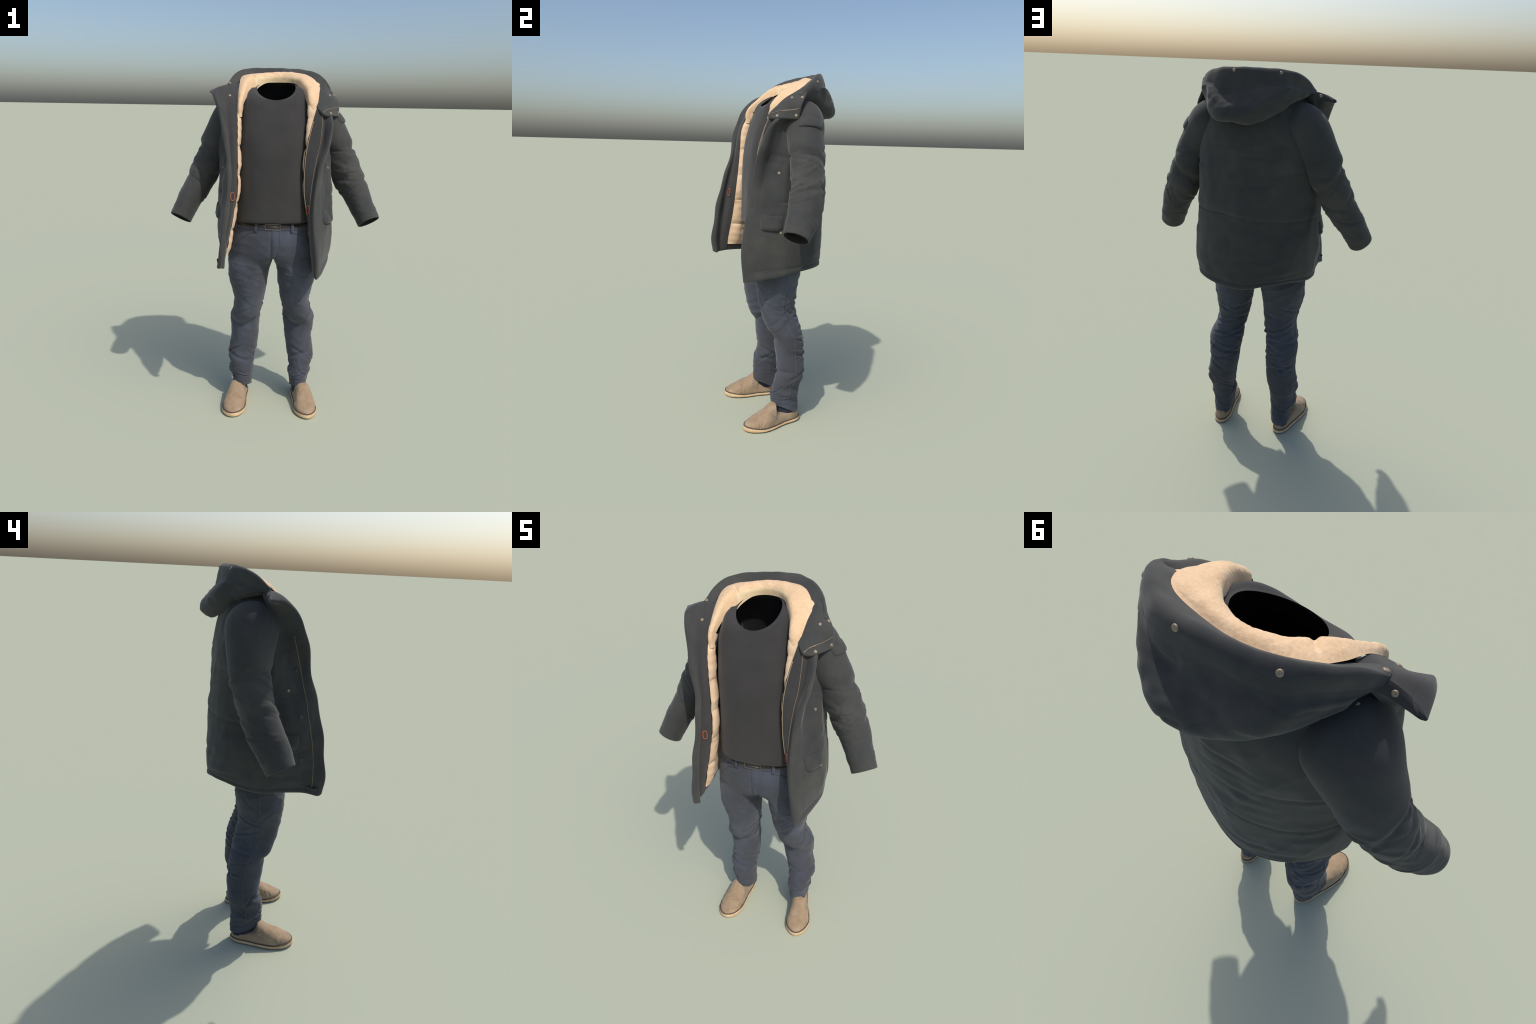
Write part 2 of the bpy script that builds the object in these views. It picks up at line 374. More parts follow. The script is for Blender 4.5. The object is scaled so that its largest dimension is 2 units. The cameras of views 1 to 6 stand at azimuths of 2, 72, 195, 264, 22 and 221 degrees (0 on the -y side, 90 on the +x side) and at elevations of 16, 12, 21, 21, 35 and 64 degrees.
# ---- sleeves
def sleeve_grid(spine, rn, ry, sgn, seed, n_theta=110):
    spine = A(spine); rn = A(rn); ry = A(ry)
    t = steps(spine, 0.006)
    C = catmull(spine, t); Rn = catmull(rn[:, None], t)[:, 0]; Ry = catmull(ry[:, None], t)[:, 0]
    T = np.gradient(C, axis=0); T /= np.linalg.norm(T, axis=1, keepdims=True)
    yv = A([0.0, 1.0, 0.0]) - T * (T @ A([0, 1.0, 0]))[:, None]; yv /= np.linalg.norm(yv, axis=1, keepdims=True)
    ov = np.cross(yv, T) ; ov *= np.sign((ov @ A([sgn, 0, 0.6])))[:, None]
    th = np.linspace(0, 2 * math.pi, n_theta, endpoint=False)      # 0 outside, 90 back, 180 inside, 270 front
    c, s = np.cos(th), np.sin(th)
    c2 = np.sign(c) * np.abs(c) ** 1.04; s2 = np.sign(s) * np.abs(s) ** 1.0
    G = C[None] + c2[:, None, None] * Rn[None, :, None] * ov[None] + s2[:, None, None] * Ry[None, :, None] * yv[None]
    TH, TT = np.meshgrid(th, t, indexing="ij")
    arm = smooth(1.2, 3.0, TT) * (1 - 0.75 * smooth(6.2, 6.9, TT))
    # local frame along the arm makes the folds run round it
    Q = np.stack([np.cos(TH) * 0.09, np.sin(TH) * 0.09, TT * 0.1], -1)
    tw = Q.copy(); tw[..., 2] += 0.35 * Q[..., 0] + 0.25 * Q[..., 1]
    tw2 = Q.copy(); tw2[..., 2] += -0.55 * Q[..., 0] + 0.5 * Q[..., 1]
    d = 0.0065 * nz(tw, (8, 8, 12), seed) + 0.0022 * nz(tw2, (14, 14, 22), seed + 4)
    mid = np.exp(-((TT - 3.7) / 1.1) ** 2)
    d += (0.0045 * (ridge(tw2, (8, 8, 15), seed + 9, 3) - 0.35) - 0.0035 * ridge(tw, (7, 7, 12), seed + 2, 7)) * (0.25 + 0.75 * mid)
    d *= 0.35 + 0.65 * arm
    # elbow folds: drawn in on the outside and the inside of the bend
    for t0, th0, sl, dep, w in ((2.95, 0.5, .35, .007, .16), (3.7, 3.4, .4, .007, .2), (4.45, 0.1, -.35, .005, .16), (2.35, 3.6, .3, .006, .22)):
        dl = np.angle(np.exp(1j * (TH - th0)))
        d -= dep * np.exp(-((TT - t0 - sl * np.sin(dl)) / w) ** 2) * np.clip(np.cos(dl * 0.55), 0, 1) ** 2
        d += 0.6 * dep * np.exp(-((TT - t0 + 0.24 - sl * np.sin(dl)) / (w * 1.3)) ** 2) * np.clip(np.cos(dl * 0.55), 0, 1) ** 2
    rng = random.Random(int(seed * 10))
    d += creases(TT, TH, rng, 16, (2.3, 5.4), (0, 6.28), (.15, .55), (.0025, .0055), (.05, .10), (.35, .8))
    d += creases(TT, TH, rng, 10, (4.6, 6.4), (0, 6.28), (.05, .3), (.001, .0025), (.04, .07), (.4, .9))
    # cuff seam
    d -= 0.002 * np.exp(-((TT - 6.62) / 0.03) ** 2)
    n = grid_normals(G, True)
    if ((n[0, len(t) // 2]) @ ov[len(t) // 2]) < 0: n = -n
    G = G + n * d[..., None]
    return G, C, t

L_SPINE = [(.160, .066, 1.780), (.238, .074, 1.742), (.312, .060, 1.630), (.363, .054, 1.52), (.410, .043, 1.42), (.455, .018, 1.33), (.495, -.018, 1.25), (.530, -.056, 1.178)]
L_RN = [.070, .100, .094, .088, .087, .076, .068, .063]
L_RY = [.078, .101, .094, .089, .090, .088, .079, .070]
R_SPINE = [(-.160, .062, 1.780), (-.238, .079, 1.746), (-.312, .090, 1.632), (-.363, .085, 1.52), (-.408, .062, 1.42), (-.455, .026, 1.33), (-.495, -.010, 1.255), (-.530, -.046, 1.177)]
R_RN = [.070, .099, .094, .085, .085, .074, .067, .062]
R_RY = [.078, .121, .104, .092, .085, .083, .078, .069]
SLEEVES = []
for spine, rn, ry, sg, seed in ((L_SPINE, L_RN, L_RY, 1, 2.3), (R_SPINE, R_RN, R_RY, -1, 17.9)):
    G, C, t = sleeve_grid(spine, rn, ry, sg, seed)
    last = G[:, -1]; cen = last.mean(0); ax = C[-1] - C[-4]; ax /= np.linalg.norm(ax)
    rim = [last + ax * 0.003 - (last - cen) * 0.03, last + ax * 0.003 - (last - cen) * 0.09]
    G = np.concatenate([G] + [r[:, None] for r in rim], axis=1)
    flip = sg < 0
    o = grid_obj("sleeve", G, M_PARKA, parka, wrap=True)
    fix_dir = o.data.polygons[len(o.data.polygons) // 2]
    inner = [rim[1], rim[1] - ax * 0.03 - (rim[1] - cen) * 0.08, rim[1] - ax * 0.12 - (rim[1] - cen) * 0.12, cen - ax * 0.16 + (rim[1] - cen) * 0.02]
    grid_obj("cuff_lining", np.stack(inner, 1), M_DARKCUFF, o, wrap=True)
    SLEEVES.append((o, G, t))

# ---- hood: from inside the rim, over it, down the band, out into the bag and under
#  stations from the right end (-x) round the back to the left end (+x)
H_IN   = rail((-.245,-.040,1.872),(-.200,.045,1.925),(-.158,.095,1.945),(-.095,.135,1.955),(-.02,.160,1.960),(.090,.150,1.957),(.160,.125,1.944),(.196,.080,1.920),(.226,.045,1.885),(.250,.005,1.850))
H_MID  = rail((-.258,-.015,1.893),(-.226,.058,1.943),(-.186,.108,1.972),(-.115,.153,1.984),(-.02,.176,1.986),(.098,.178,1.985),(.174,.150,1.972),(.226,.106,1.944),(.266,.065,1.902),(.278,.015,1.862))
H_RIM  = rail((-.268,.010,1.906),(-.232,.066,1.958),(-.195,.118,1.984),(-.125,.164,1.996),(-.02,.192,1.9995),(.100,.203,1.997),(.178,.172,1.985),(.239,.125,1.958),(.274,.076,1.916),(.294,.025,1.868))
H_BAND = rail((-.268,.018,1.899),(-.241,.080,1.945),(-.203,.132,1.968),(-.135,.182,1.978),(-.02,.212,1.983),(.102,.222,1.982),(.186,.189,1.968),(.247,.136,1.942),(.280,.088,1.902),(.298,.035,1.860))
H_SEAM = rail((-.266,.036,1.892),(-.237,.092,1.910),(-.200,.144,1.925),(-.142,.205,1.930),(-.02,.226,1.922),(.105,.238,1.922),(.182,.214,1.918),(.242,.166,1.910),(.264,.110,1.880),(.282,.050,1.848))
H_LIP  = rail((-.262,.046,1.893),(-.236,.106,1.902),(-.201,.166,1.913),(-.146,.224,1.910),(-.03,.250,1.890),(.085,.246,1.886),(.182,.228,1.908),(.222,.172,1.906),(.252,.134,1.878),(.268,.062,1.846))
H_BAG  = rail((-.257,.050,1.895),(-.233,.112,1.893),(-.201,.170,1.886),(-.145,.248,1.865),(-.03,.288,1.836),(.082,.298,1.838),(.174,.256,1.862),(.216,.182,1.870),(.246,.138,1.866),(.264,.068,1.842))
H_TIP  = rail((-.250,.048,1.892),(-.234,.115,1.884),(-.204,.170,1.866),(-.130,.234,1.815),(-.02,.294,1.786),(.075,.314,1.790),(.162,.272,1.796),(.205,.200,1.826),(.240,.138,1.852),(.260,.068,1.834))
H_LOW  = rail((-.246,.045,1.888),(-.226,.108,1.874),(-.195,.158,1.852),(-.115,.208,1.793),(-.02,.264,1.760),(.075,.286,1.768),(.144,.248,1.770),(.192,.184,1.798),(.232,.128,1.842),(.254,.064,1.826))
H_UND  = rail((-.236,.040,1.878),(-.212,.095,1.863),(-.178,.138,1.842),(-.105,.188,1.787),(-.02,.236,1.762),(.070,.236,1.768),(.120,.203,1.785),(.174,.158,1.802),(.218,.110,1.835),(.245,.058,1.822))
HR = np.swapaxes(A([H_IN, H_MID, H_RIM, H_BAND, H_SEAM, H_LIP, H_BAG, H_TIP, H_LOW, H_UND]), 0, 1)
HG, HU, HV = loft(HR, 0.006, 0.005)
HN = grid_normals(HG)
kx, ky = len(HU) // 2, int(np.argmin(np.abs(HV - 6)))
hflip = (HN[kx, ky] @ A([0, 1, 0.3])) < 0
if hflip: HN = -HN
HU2, HV2 = np.meshgrid(HU, HV, indexing="ij")
hm = smooth(3.2, 4.5, HV2)
d = (0.005 * nz(HG, (13, 13, 13), 6.6) + 0.0025 * nz(HG, (30, 30, 30), 2.2)) * hm - 0.004 * ridge(HG, (9, 9, 16), 4.4, 8) * hm
d += 0.003 * nz(HG, (20, 20, 20), 1.2) * (1 - hm) * smooth(0.5, 1.5, HV2)
d -= 0.0015 * np.exp(-((HV2 - 3.75) / 0.08) ** 2)
HG = HG + HN * d[..., None]
hood = grid_obj("hood", HG, M_PARKA, parka, flip=hflip)

# ---- left collar flap, folded outward over the chest
CF = A([[(.213,-.094,1.792),(.240,-.122,1.765),(.262,-.112,1.752),(.295,-.085,1.752),(.339,.004,1.748)],
        [(.222,-.022,1.853),(.250,-.035,1.846),(.276,-.035,1.836),(.303,-.022,1.826),(.336,.014,1.806)],
        [(.229,.035,1.890),(.252,.018,1.885),(.278,.012,1.868),(.302,.018,1.852),(.323,.030,1.838)],
        [(.231,.082,1.914),(.252,.070,1.918),(.268,.068,1.910),(.283,.066,1.895),(.292,.062,1.880)]])
CG, CU, CV = loft(CF, 0.006, 0.006)
cn = grid_normals(CG)
if cn[len(CU) // 2, len(CV) // 2] @ A([0.5, -0.5, 0.7]) < 0:
    CG = CG[::-1]; CU = CU[::-1]
cn = grid_normals(CG)
CG = CG + cn * (0.0015 * nz(CG, (25, 25, 25), 9.1))[..., None]
collar_flap = slab_obj("collar_flap", CG, 0.013, M_PARKA, parka)

# ---- fleece collar, right side to left side round the neck
FS = A([[(-.181,-.104,1.735),(-.186,-.117,1.735),(-.197,-.122,1.735),(-.2045,-.120,1.745)],
        [(-.176,-.085,1.795),(-.183,-.106,1.808),(-.196,-.112,1.807),(-.207,-.100,1.800)],
        [(-.152,-.020,1.850),(-.165,-.012,1.902),(-.186,-.008,1.905),(-.203,-.020,1.890)],
        [(-.120,.020,1.868),(-.135,.030,1.928),(-.165,.052,1.945),(-.196,.060,1.942)],
        [(-.100,.060,1.890),(-.108,.066,1.940),(-.130,.094,1.957),(-.160,.118,1.960)],
        [(-.062,.094,1.913),(-.068,.098,1.945),(-.085,.122,1.963),(-.105,.147,1.962)],
        [(-.008,.116,1.918),(-.008,.120,1.950),(-.012,.144,1.970),(-.018,.170,1.966)],
        [(.055,.102,1.917),(.057,.108,1.950),(.075,.135,1.971),(.098,.162,1.966)],
        [(.098,.070,1.910),(.102,.076,1.940),(.140,.105,1.958),(.186,.140,1.955)],
        [(.118,.035,1.885),(.135,.030,1.925),(.180,.050,1.928),(.232,.082,1.916)],
        [(.145,-.015,1.845),(.160,-.022,1.885),(.192,-.022,1.882),(.226,-.012,1.864)],
        [(.160,-.060,1.808),(.172,-.080,1.826),(.196,-.078,1.828),(.219,-.064,1.820)],
        [(.164,-.078,1.775),(.176,-.095,1.779),(.196,-.098,1.781),(.211,-.090,1.785)]])
FG, FU, FV = loft(FS, 0.005, 0.004)
fn = grid_normals(FG)
fflip = fn[len(FU) // 2, int(len(FV) * .6)] @ A([0, -.2, 1]) < 0
if fflip: fn = -fn
FUU, FVV = np.meshgrid(FU, FV, indexing="ij")
edge = np.clip(FVV, 0, 1) * np.clip(3 - FVV, 0, 1)
fd = 0.005 * np.sin(np.clip(FVV / 3, 0, 1) * math.pi) + (0.003 * nz(FG, (26, 26, 26), 4.4) + 0.0012 * nz(FG, (120, 120, 120), 2.0) + 0.0006 * nz(FG, (300, 300, 300), 7.0)) * edge
# two pinched folds, one at each side of the neck
for u0, v0, su, sv, dp in ((3.6, 1.45, .16, .8, .010), (9.3, 2.2, .15, .7, .008), (8.4, 2.75, 1.2, .10, .004)):
    fd -= dp * np.exp(-((FUU - u0) / su) ** 2 - ((FVV - v0) / sv) ** 2)
fd *= smooth(0, 1.3, FUU) * (1 - smooth(11.2, 12, FUU) * .8)
FG = FG + fn * fd[..., None]
jb = lambda i, j: 0.2 <= 1 and FV[j] < 0.95 and 3.2 < FU[i] < 8.2
grid_obj("fleece_collar", FG, M_FLEECE, parka, flip=fflip, mask=lambda i, j: not jb(i, j), N=grid_normals(FG) * (-1 if fflip else 1))
grid_obj("neck_band", FG, M_COLLAR, parka, flip=fflip, mask=jb, N=grid_normals(FG) * (-1 if fflip else 1))

# ---- quilted lining: hangs inside the shell from the collar to just above the hem
lin_z = [1.0, 1.05, 1.2, 1.35, 1.5, 1.6, 1.7, 1.78]
def inner_rail(theta, inset):
    base = back_rail(theta, 0.99)
    f = [1 - (0.034 if k < 4 else 0.028 if k < 6 else inset) / 0.3 for k in range(8)]
    return A([(x * f[k], y * f[k], max(z, 1.0)) for k, (x, y, z) in enumerate(base[:8])])
def lower(r, dx=0.0, dy=0.0):
    q = r[:8].copy(); q[0] = q[0] + (q[1] - q[0]) * 0.4; q[:, 0] += dx; q[:, 1] += dy; return q
lin_r1 = rail((-.247,-.165,1.004),(-.236,-.155,1.05),(-.212,-.142,1.2),(-.190,-.138,1.35),(-.187,-.128,1.5),(-.189,-.122,1.6),(-.188,-.115,1.7),(-.180,-.095,1.80))
lin_r2 = rail((-.262,-.105,1.0),(-.252,-.10,1.05),(-.225,-.095,1.2),(-.204,-.09,1.35),(-.200,-.08,1.5),(-.200,-.075,1.6),(-.198,-.07,1.7),(-.185,-.05,1.78))
lin_l2 = rail((.262,-.09,1.0),(.252,-.085,1.05),(.225,-.08,1.2),(.20,-.08,1.35),(.19,-.07,1.5),(.19,-.065,1.6),(.19,-.05,1.7),(.185,-.02,1.77))
lin_l1 = rail((.232,-.15,1.0),(.212,-.15,1.05),(.196,-.142,1.2),(.165,-.132,1.35),(.155,-.125,1.5),(.160,-.120,1.6),(.164,-.105,1.7),(.164,-.086,1.80))
LR = A([lower(facing_in, 0.001, 0.002), lin_r1, lin_r2] + [inner_rail(t, .022) for t in (-75, -40, 0, 40, 75)] + [lin_l2, lin_l1, lower(band_in, -0.001, 0.002)])
LG, LU, LV = loft(LR, 0.008, 0.005)
ln = grid_normals(LG)
lflip = ln[len(LU) // 2, 30] @ A([0, -1, 0]) < 0
if lflip: ln = -ln
LUU, LVV = np.meshgrid(LU, LV, indexing="ij")
ph = (LG[..., 2] - 0.985) / 0.150
puff = np.abs(np.sin(ph * math.pi)) ** 0.5
lw = smooth(0, 0.5, LUU) * (1 - smooth(9.5, 10, LUU)); lw = 0.25 + 0.75 * lw
ld = (0.012 * puff - 0.006) * lw + 0.0035 * nz(LG, (16, 16, 34), 3.0) + 0.0018 * ridge(LG, (40, 40, 12), 1.0, 4) * np.exp(-((puff - 0.3) / 0.4) ** 2)
ld *= (1 - smooth(6.2, 7, LVV) * 0.7)
LG = LG + ln * ld[..., None]
lining = grid_obj("quilted_lining", LG, M_LINING, parka, flip=lflip)

# ================================================================== T-SHIRT
shirt = empty("t_shirt", "plain dark grey t-shirt with a round neck", "t-shirt")
#   z, half width, front y, back y, centre x
TS = [(1.176, .214, -.171, .16, 0.0), (1.19, .216, -.174, .17, 0.0), (1.21, .212, -.174, .19, -.002), (1.30, .202, -.173, .20, -.006), (1.42, .188, -.172, .216, -.010),
      (1.52, .184, -.168, .216, -.010), (1.62, .184, -.156, .212, -.010), (1.70, .182, -.138, .206, -.010), (1.765, .180, -.114, .200, -.010)]
nth = 160
th = np.linspace(0, 2 * math.pi, nth, endpoint=False)      # 0 = +x, 90 = back
def shirt_ring(z, w, yf, yb, cx):
    c, s = np.cos(th), np.sin(th)
    e = 0.64
    x = cx + w * np.sign(c) * np.abs(c) ** e
    y = np.where(s > 0, yb * np.abs(s) ** e, yf * np.abs(s) ** (e + .1))
    return np.stack([x, y, np.full_like(x, z)], 1)
rings = [shirt_ring(*r) for r in TS]
for k, r in enumerate(rings):                                   # wide and loose at the sides and the back
    g = smooth(-0.25, 0.35, np.sin(th)); zf = 1 - smooth(1.60, 1.72, r[0, 2]); zf2 = float(smooth(1.18, 1.25, r[0, 2]))
    tgt = np.interp(r[0, 2], (1.18, 1.3, 1.6, 1.7), (.222, .248, .250, .21))
    w0 = np.abs(r[:, 0] + 0.006).max()
    r[:, 0] = -0.006 + (r[:, 0] + 0.006) * (1 + (tgt / w0 - 1) * g * zf * zf2)
# shoulder and neck: blend towards the neck opening (a tilted oval)
c, s = np.cos(th), np.sin(th)
neck = np.stack([-0.005 + 0.104 * c, 0.016 + 0.101 * s, 1.868 + 0.046 * s + np.where(c > 0, 0.014 * c, -0.008 * c) * smooth(-0.9, 0.5, s) + 0.012 * c * c], 1)
# the oval runs through the measured points front, back, left and right
sh = rings[-1]
for f, lift in ((0.30, .052), (0.62, .044), (0.88, .014)):
    r = sh * (1 - f) + neck * f
    b_ = np.clip(s, 0, 1)                                    # the back stays upright and only then closes to the neck
    r[:, 1] = np.where(s > 0, sh[:, 1] * (1 - f ** 3) + neck[:, 1] * f ** 3, r[:, 1]) - 0.02 * b_ * f * (1 - f)
    r[:, 2] += lift * np.abs(c) ** 1.2
    rings.append(r)
rings.append(neck)
TR = np.stack(rings, 0)                                     # (rows, theta, 3)
tt = steps(TR, 0.007)
TG = np.swapaxes(catmull(TR, tt), 0, 1)
tn = grid_normals(TG, True)
if tn[0, 30] @ A([1, 0, 0]) < 0: tn = -tn
TT2 = np.broadcast_to(tt, TG.shape[:2])
td = (0.0035 * nz(TG, (11, 11, 6), 12.0) + 0.0015 * nz(TG, (24, 24, 14), 3.0)) * (1 - smooth(9, 11, TT2))
td -= 0.0012 * np.exp(-((TT2 - 1.45) / 0.06) ** 2)                     # hem stitch
td += 0.0022 * smooth(11.55, 11.62, TT2) * (1 - smooth(11.93, 12, TT2))     # neck ribbing
TG = TG + tn * td[..., None]
# shirt hem waves: lower in the middle
hemw = (1 - smooth(0.5, 3, TT2)) * (0.010 * np.cos(th * 2)[:, None] * -0.4 - 0.006 * (np.sin(th) < 0)[:, None] * np.cos(th)[:, None] * -1)
TG[..., 2] += hemw
tflip = grid_normals(TG, True)[0, 30] @ A([1, 0, 0]) < 0
grid_obj("shirt_body", TG, M_SHIRT, shirt, wrap=True, flip=tflip)
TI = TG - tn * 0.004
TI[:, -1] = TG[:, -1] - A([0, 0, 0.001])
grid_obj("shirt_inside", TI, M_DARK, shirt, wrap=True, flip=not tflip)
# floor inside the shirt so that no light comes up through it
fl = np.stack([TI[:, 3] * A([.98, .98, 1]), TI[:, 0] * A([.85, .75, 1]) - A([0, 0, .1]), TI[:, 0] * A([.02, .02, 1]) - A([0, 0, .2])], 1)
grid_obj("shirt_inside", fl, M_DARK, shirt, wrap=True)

# ================================================================== JEANS
jeans = empty("jeans", "faded blue grey jeans with stacked creases, dark belt", "trousers")
#   z, inner x, outer x, front y, back y
LEG_R = [(.03, .118, .236, -.050, .128), (.08, .116, .238, -.048, .128), (.13, .115, .248, -.046, .126), (.18, .112, .260, -.046, .123), (.23, .109, .251, -.048, .133), (.28, .104, .262, -.044, .144),
         (.33, .092, .261, -.024, .151), (.38, .087, .251, -.030, .155), (.43, .082, .248, -.035, .150), (.48, .078, .249, -.043, .145), (.53, .074, .251, -.051, .139), (.58, .069, .246, -.080, .131),
         (.63, .063, .232, -.104, .125), (.68, .054, .227, -.117, .115), (.73, .043, .232, -.124, .107), (.78, .034, .245, -.130, .107), (.83, .026, .256, -.135, .113), (.88, .018, .261, -.138, .12), (.93, .006, .262, -.139, .128), (1.0, .004, .258, -.142, .135), (1.165, .004, .225, -.152, .13)]
LEG_L = [(.03, .122, .230, -.040, .126), (.08, .122, .232, -.044, .126), (.13, .119, .237, -.048, .124), (.18, .112, .252, -.043, .122), (.23, .119, .247, -.036, .127), (.28, .107, .264, -.022, .140),
         (.33, .100, .262, -.010, .150), (.38, .092, .254, -.010, .152), (.43, .084, .247, -.016, .150), (.48, .079, .254, -.023, .146), (.53, .074, .258, -.034, .139), (.58, .070, .252, -.065, .128),
         (.63, .066, .234, -.090, .114), (.68, .057, .219, -.107, .101), (.73, .046, .225, -.117, .097), (.78, .038, .236, -.125, .100), (.83, .030, .246, -.131, .105), (.88, .022, .252, -.135, .115), (.93, .008, .256, -.138, .125), (1.0, .004, .256, -.142, .135), (1.165, .004, .225, -.152, .13)]
HIP = A([(.80, .262, -.136, .120), (.88, .262, -.140, .126), (.93, .262, -.150, .130), (1.0, .259, -.166, .138), (1.05, .249, -.172, .140), (1.1, .238, -.170, .137), (1.165, .225, -.154, .130), (1.185, .222, -.152, .130)])
def leg_grid(tab, sg, seed):
    tab = A(tab)
    z = np.arange(0.03, 1.1651, 0.0042)
    cs = [catmull(tab[:, k:k + 1], np.interp(z, tab[:, 0], np.arange(len(tab))))[:, 0] for k in range(1, 5)]
    xi, xo, yf, yb = cs
    n = 150
    a = np.linspace(0, 2 * math.pi, n, endpoint=False)       # 0 outside, 90 back, 180 inside, 270 front
    AA, ZZ = np.meshgrid(a, z, indexing="ij")
    cx, rx = (xi + xo) / 2, (xo - xi) / 2; cy, ry = (yf + yb) / 2, (yb - yf) / 2
    c, s = np.cos(AA), np.sin(AA)
    e = 2.06
    r_leg = (np.abs(c / rx) ** e + np.abs(s / ry) ** e) ** (-1 / e)
    hw, hf, hb = (np.interp(z, HIP[:, 0], HIP[:, k]) for k in (1, 2, 3))
    hc, hd = (hf + hb) / 2, (hb - hf) / 2
    oy = cy - hc
    qa = (c / hw) ** 2 + (s / hd) ** 2; qb = 2 * (cx * c / hw ** 2 + oy * s / hd ** 2); qc = (cx / hw) ** 2 + (oy / hd) ** 2 - 1
    r_h = (-qb + np.sqrt(np.maximum(qb * qb - 4 * qa * qc, 0))) / (2 * qa)
    r_p = np.where(c < -1e-3, (cx - 0.001) / np.maximum(-c, 1e-3), 9.0)
    p = 14.0
    r_d = (r_h ** -p + r_p ** -p) ** (-1 / p)
    w = smooth(0.90, 0.985, ZZ)
    r = r_leg * (1 - w) + r_d * w
    G = np.stack([cx + r * c, cy + r * s, ZZ], -1)
    P = G.copy(); P[..., 0] += seed
    back, front, outs = np.clip(s, 0, 1), np.clip(-s, 0, 1), c
    d = 0.004 * nz(P, (11, 11, 9), 2.0)
    # fine horizontal wrinkles behind the knee
    kb = np.exp(-((ZZ - 0.58) / 0.16) ** 2) * smooth(-0.35, 0.5, s)
    tilt = P.copy(); tilt[..., 2] += 0.035 * np.sin(AA * 2 + 0.7)
    d += 0.2 * kb * (0.0065 * (ridge(tilt, (11, 11, 40), 3.0, 3) - 0.4) + 0.0035 * nz(tilt, (16, 16, 85), 5.0) - 0.005 * ridge(tilt, (10, 10, 30), 7.0, 6))
    rng = random.Random(int(seed * 10))
    d += creases(ZZ, AA, rng, 26, (.40, .80), (.6, 2.7), (.004, .04), (.003, .0075), (.0055, .010), (.4, 1.0))
    d += creases(ZZ, AA, rng, 10, (.62, .95), (-1.9, .8), (.03, .12), (.0015, .0035), (.008, .014), (.3, .7))
    d += creases(ZZ, AA, rng, 16, (.10, .34), (-3.1, 3.1), (.02, .09), (.003, .007), (.007, .013), (.3, .8))
    # stacked folds at the ankle
    ka = smooth(0.36, 0.27, ZZ) * smooth(0.06, 0.12, ZZ)
    tilt2 = P.copy(); tilt2[..., 2] += 0.035 * np.sin(AA + 0.5 + seed) + 0.014 * np.sin(AA * 2 + seed * 2)
    d += 0.30 * ka * (0.009 * (ridge(tilt2, (9, 9, 17), 1.0, 2.5) - 0.45) - 0.005 * ridge(tilt2, (10, 10, 22), 9.0, 6))
    # shin and thigh: few soft diagonal strain lines
    dg = P.copy(); dg[..., 2] += 0.55 * P[..., 0] * sg
    d += 0.0035 * (ridge(dg, (6, 6, 15), 4.0, 5) - 0.2) * smooth(0.62, 0.72, ZZ) + 0.003 * nz(dg, (10, 10, 22), 2.4) * smooth(0.3, 0.4, ZZ)
    kf = np.exp(-((ZZ - 0.90) / 0.10) ** 2) * front
    d += kf * 0.005 * (ridge(P + P[..., [2, 1, 0]] * 0.2, (8, 8, 26), 2.7, 5) - 0.3)
    # knee fold in front: the thigh cloth bags over the shin, lowest at the middle
    dl = np.angle(np.exp(1j * (AA + math.pi / 2)))
    z0 = (0.548 if sg < 0 else 0.552) + 0.055 * (1 - np.cos(dl * 1.15))
    fw = np.clip(np.cos(dl * 0.62), 0, 1) ** 1.3
    wob = 0.022 * nz(P, (9, 9, 1), 3.3)
    fw = fw * (0.75 + 1.1 * nz(P, (13, 13, 2), 8.8))
    d -= 0.011 * np.exp(-((ZZ - z0 - wob + 0.014) / 0.020) ** 2) * fw
    d += 0.006 * np.exp(-((ZZ - z0 - wob - 0.026) / 0.022) ** 2) * fw
    d -= 0.010 * np.exp(-((ZZ - z0 - 0.006) / 0.008) ** 2) * fw * np.clip(np.sin(dl * sg + 0.5), 0, 1)
    z1 = z0 + 0.045 * np.sign(dl * sg) * 0.4 + 0.03
    d -= 0.007 * np.exp(-((ZZ - z1) / 0.008) ** 2) * np.clip(np.sin(np.abs(dl)) , 0, 1) ** 2 * front ** 0.5
    # ankle fold in front
    z2 = 0.305 + 0.03 * np.sin(dl + 0.6 * sg)
    d -= 0.010 * np.exp(-((ZZ - z2) / 0.012) ** 2) * np.clip(np.cos(dl * 0.7), 0, 1)
    d -= 0.8 * d.mean(0)[None]
    d *= (1 - 0.6 * w * (front + 0.0)) * np.where(r_p < r_h, 1 - w, 1)
    G[..., 0] += d * c; G[..., 1] += d * s
    # tilted hem: low at the heel
    zh = 0.090 - 0.030 * s + 0.006 * c
    lowz = smooth(0.24, 0.03, ZZ)
    G[..., 2] += (zh - 0.03) * lowz
    G[..., 0] *= sg
    return G, a, z
LEGS = []
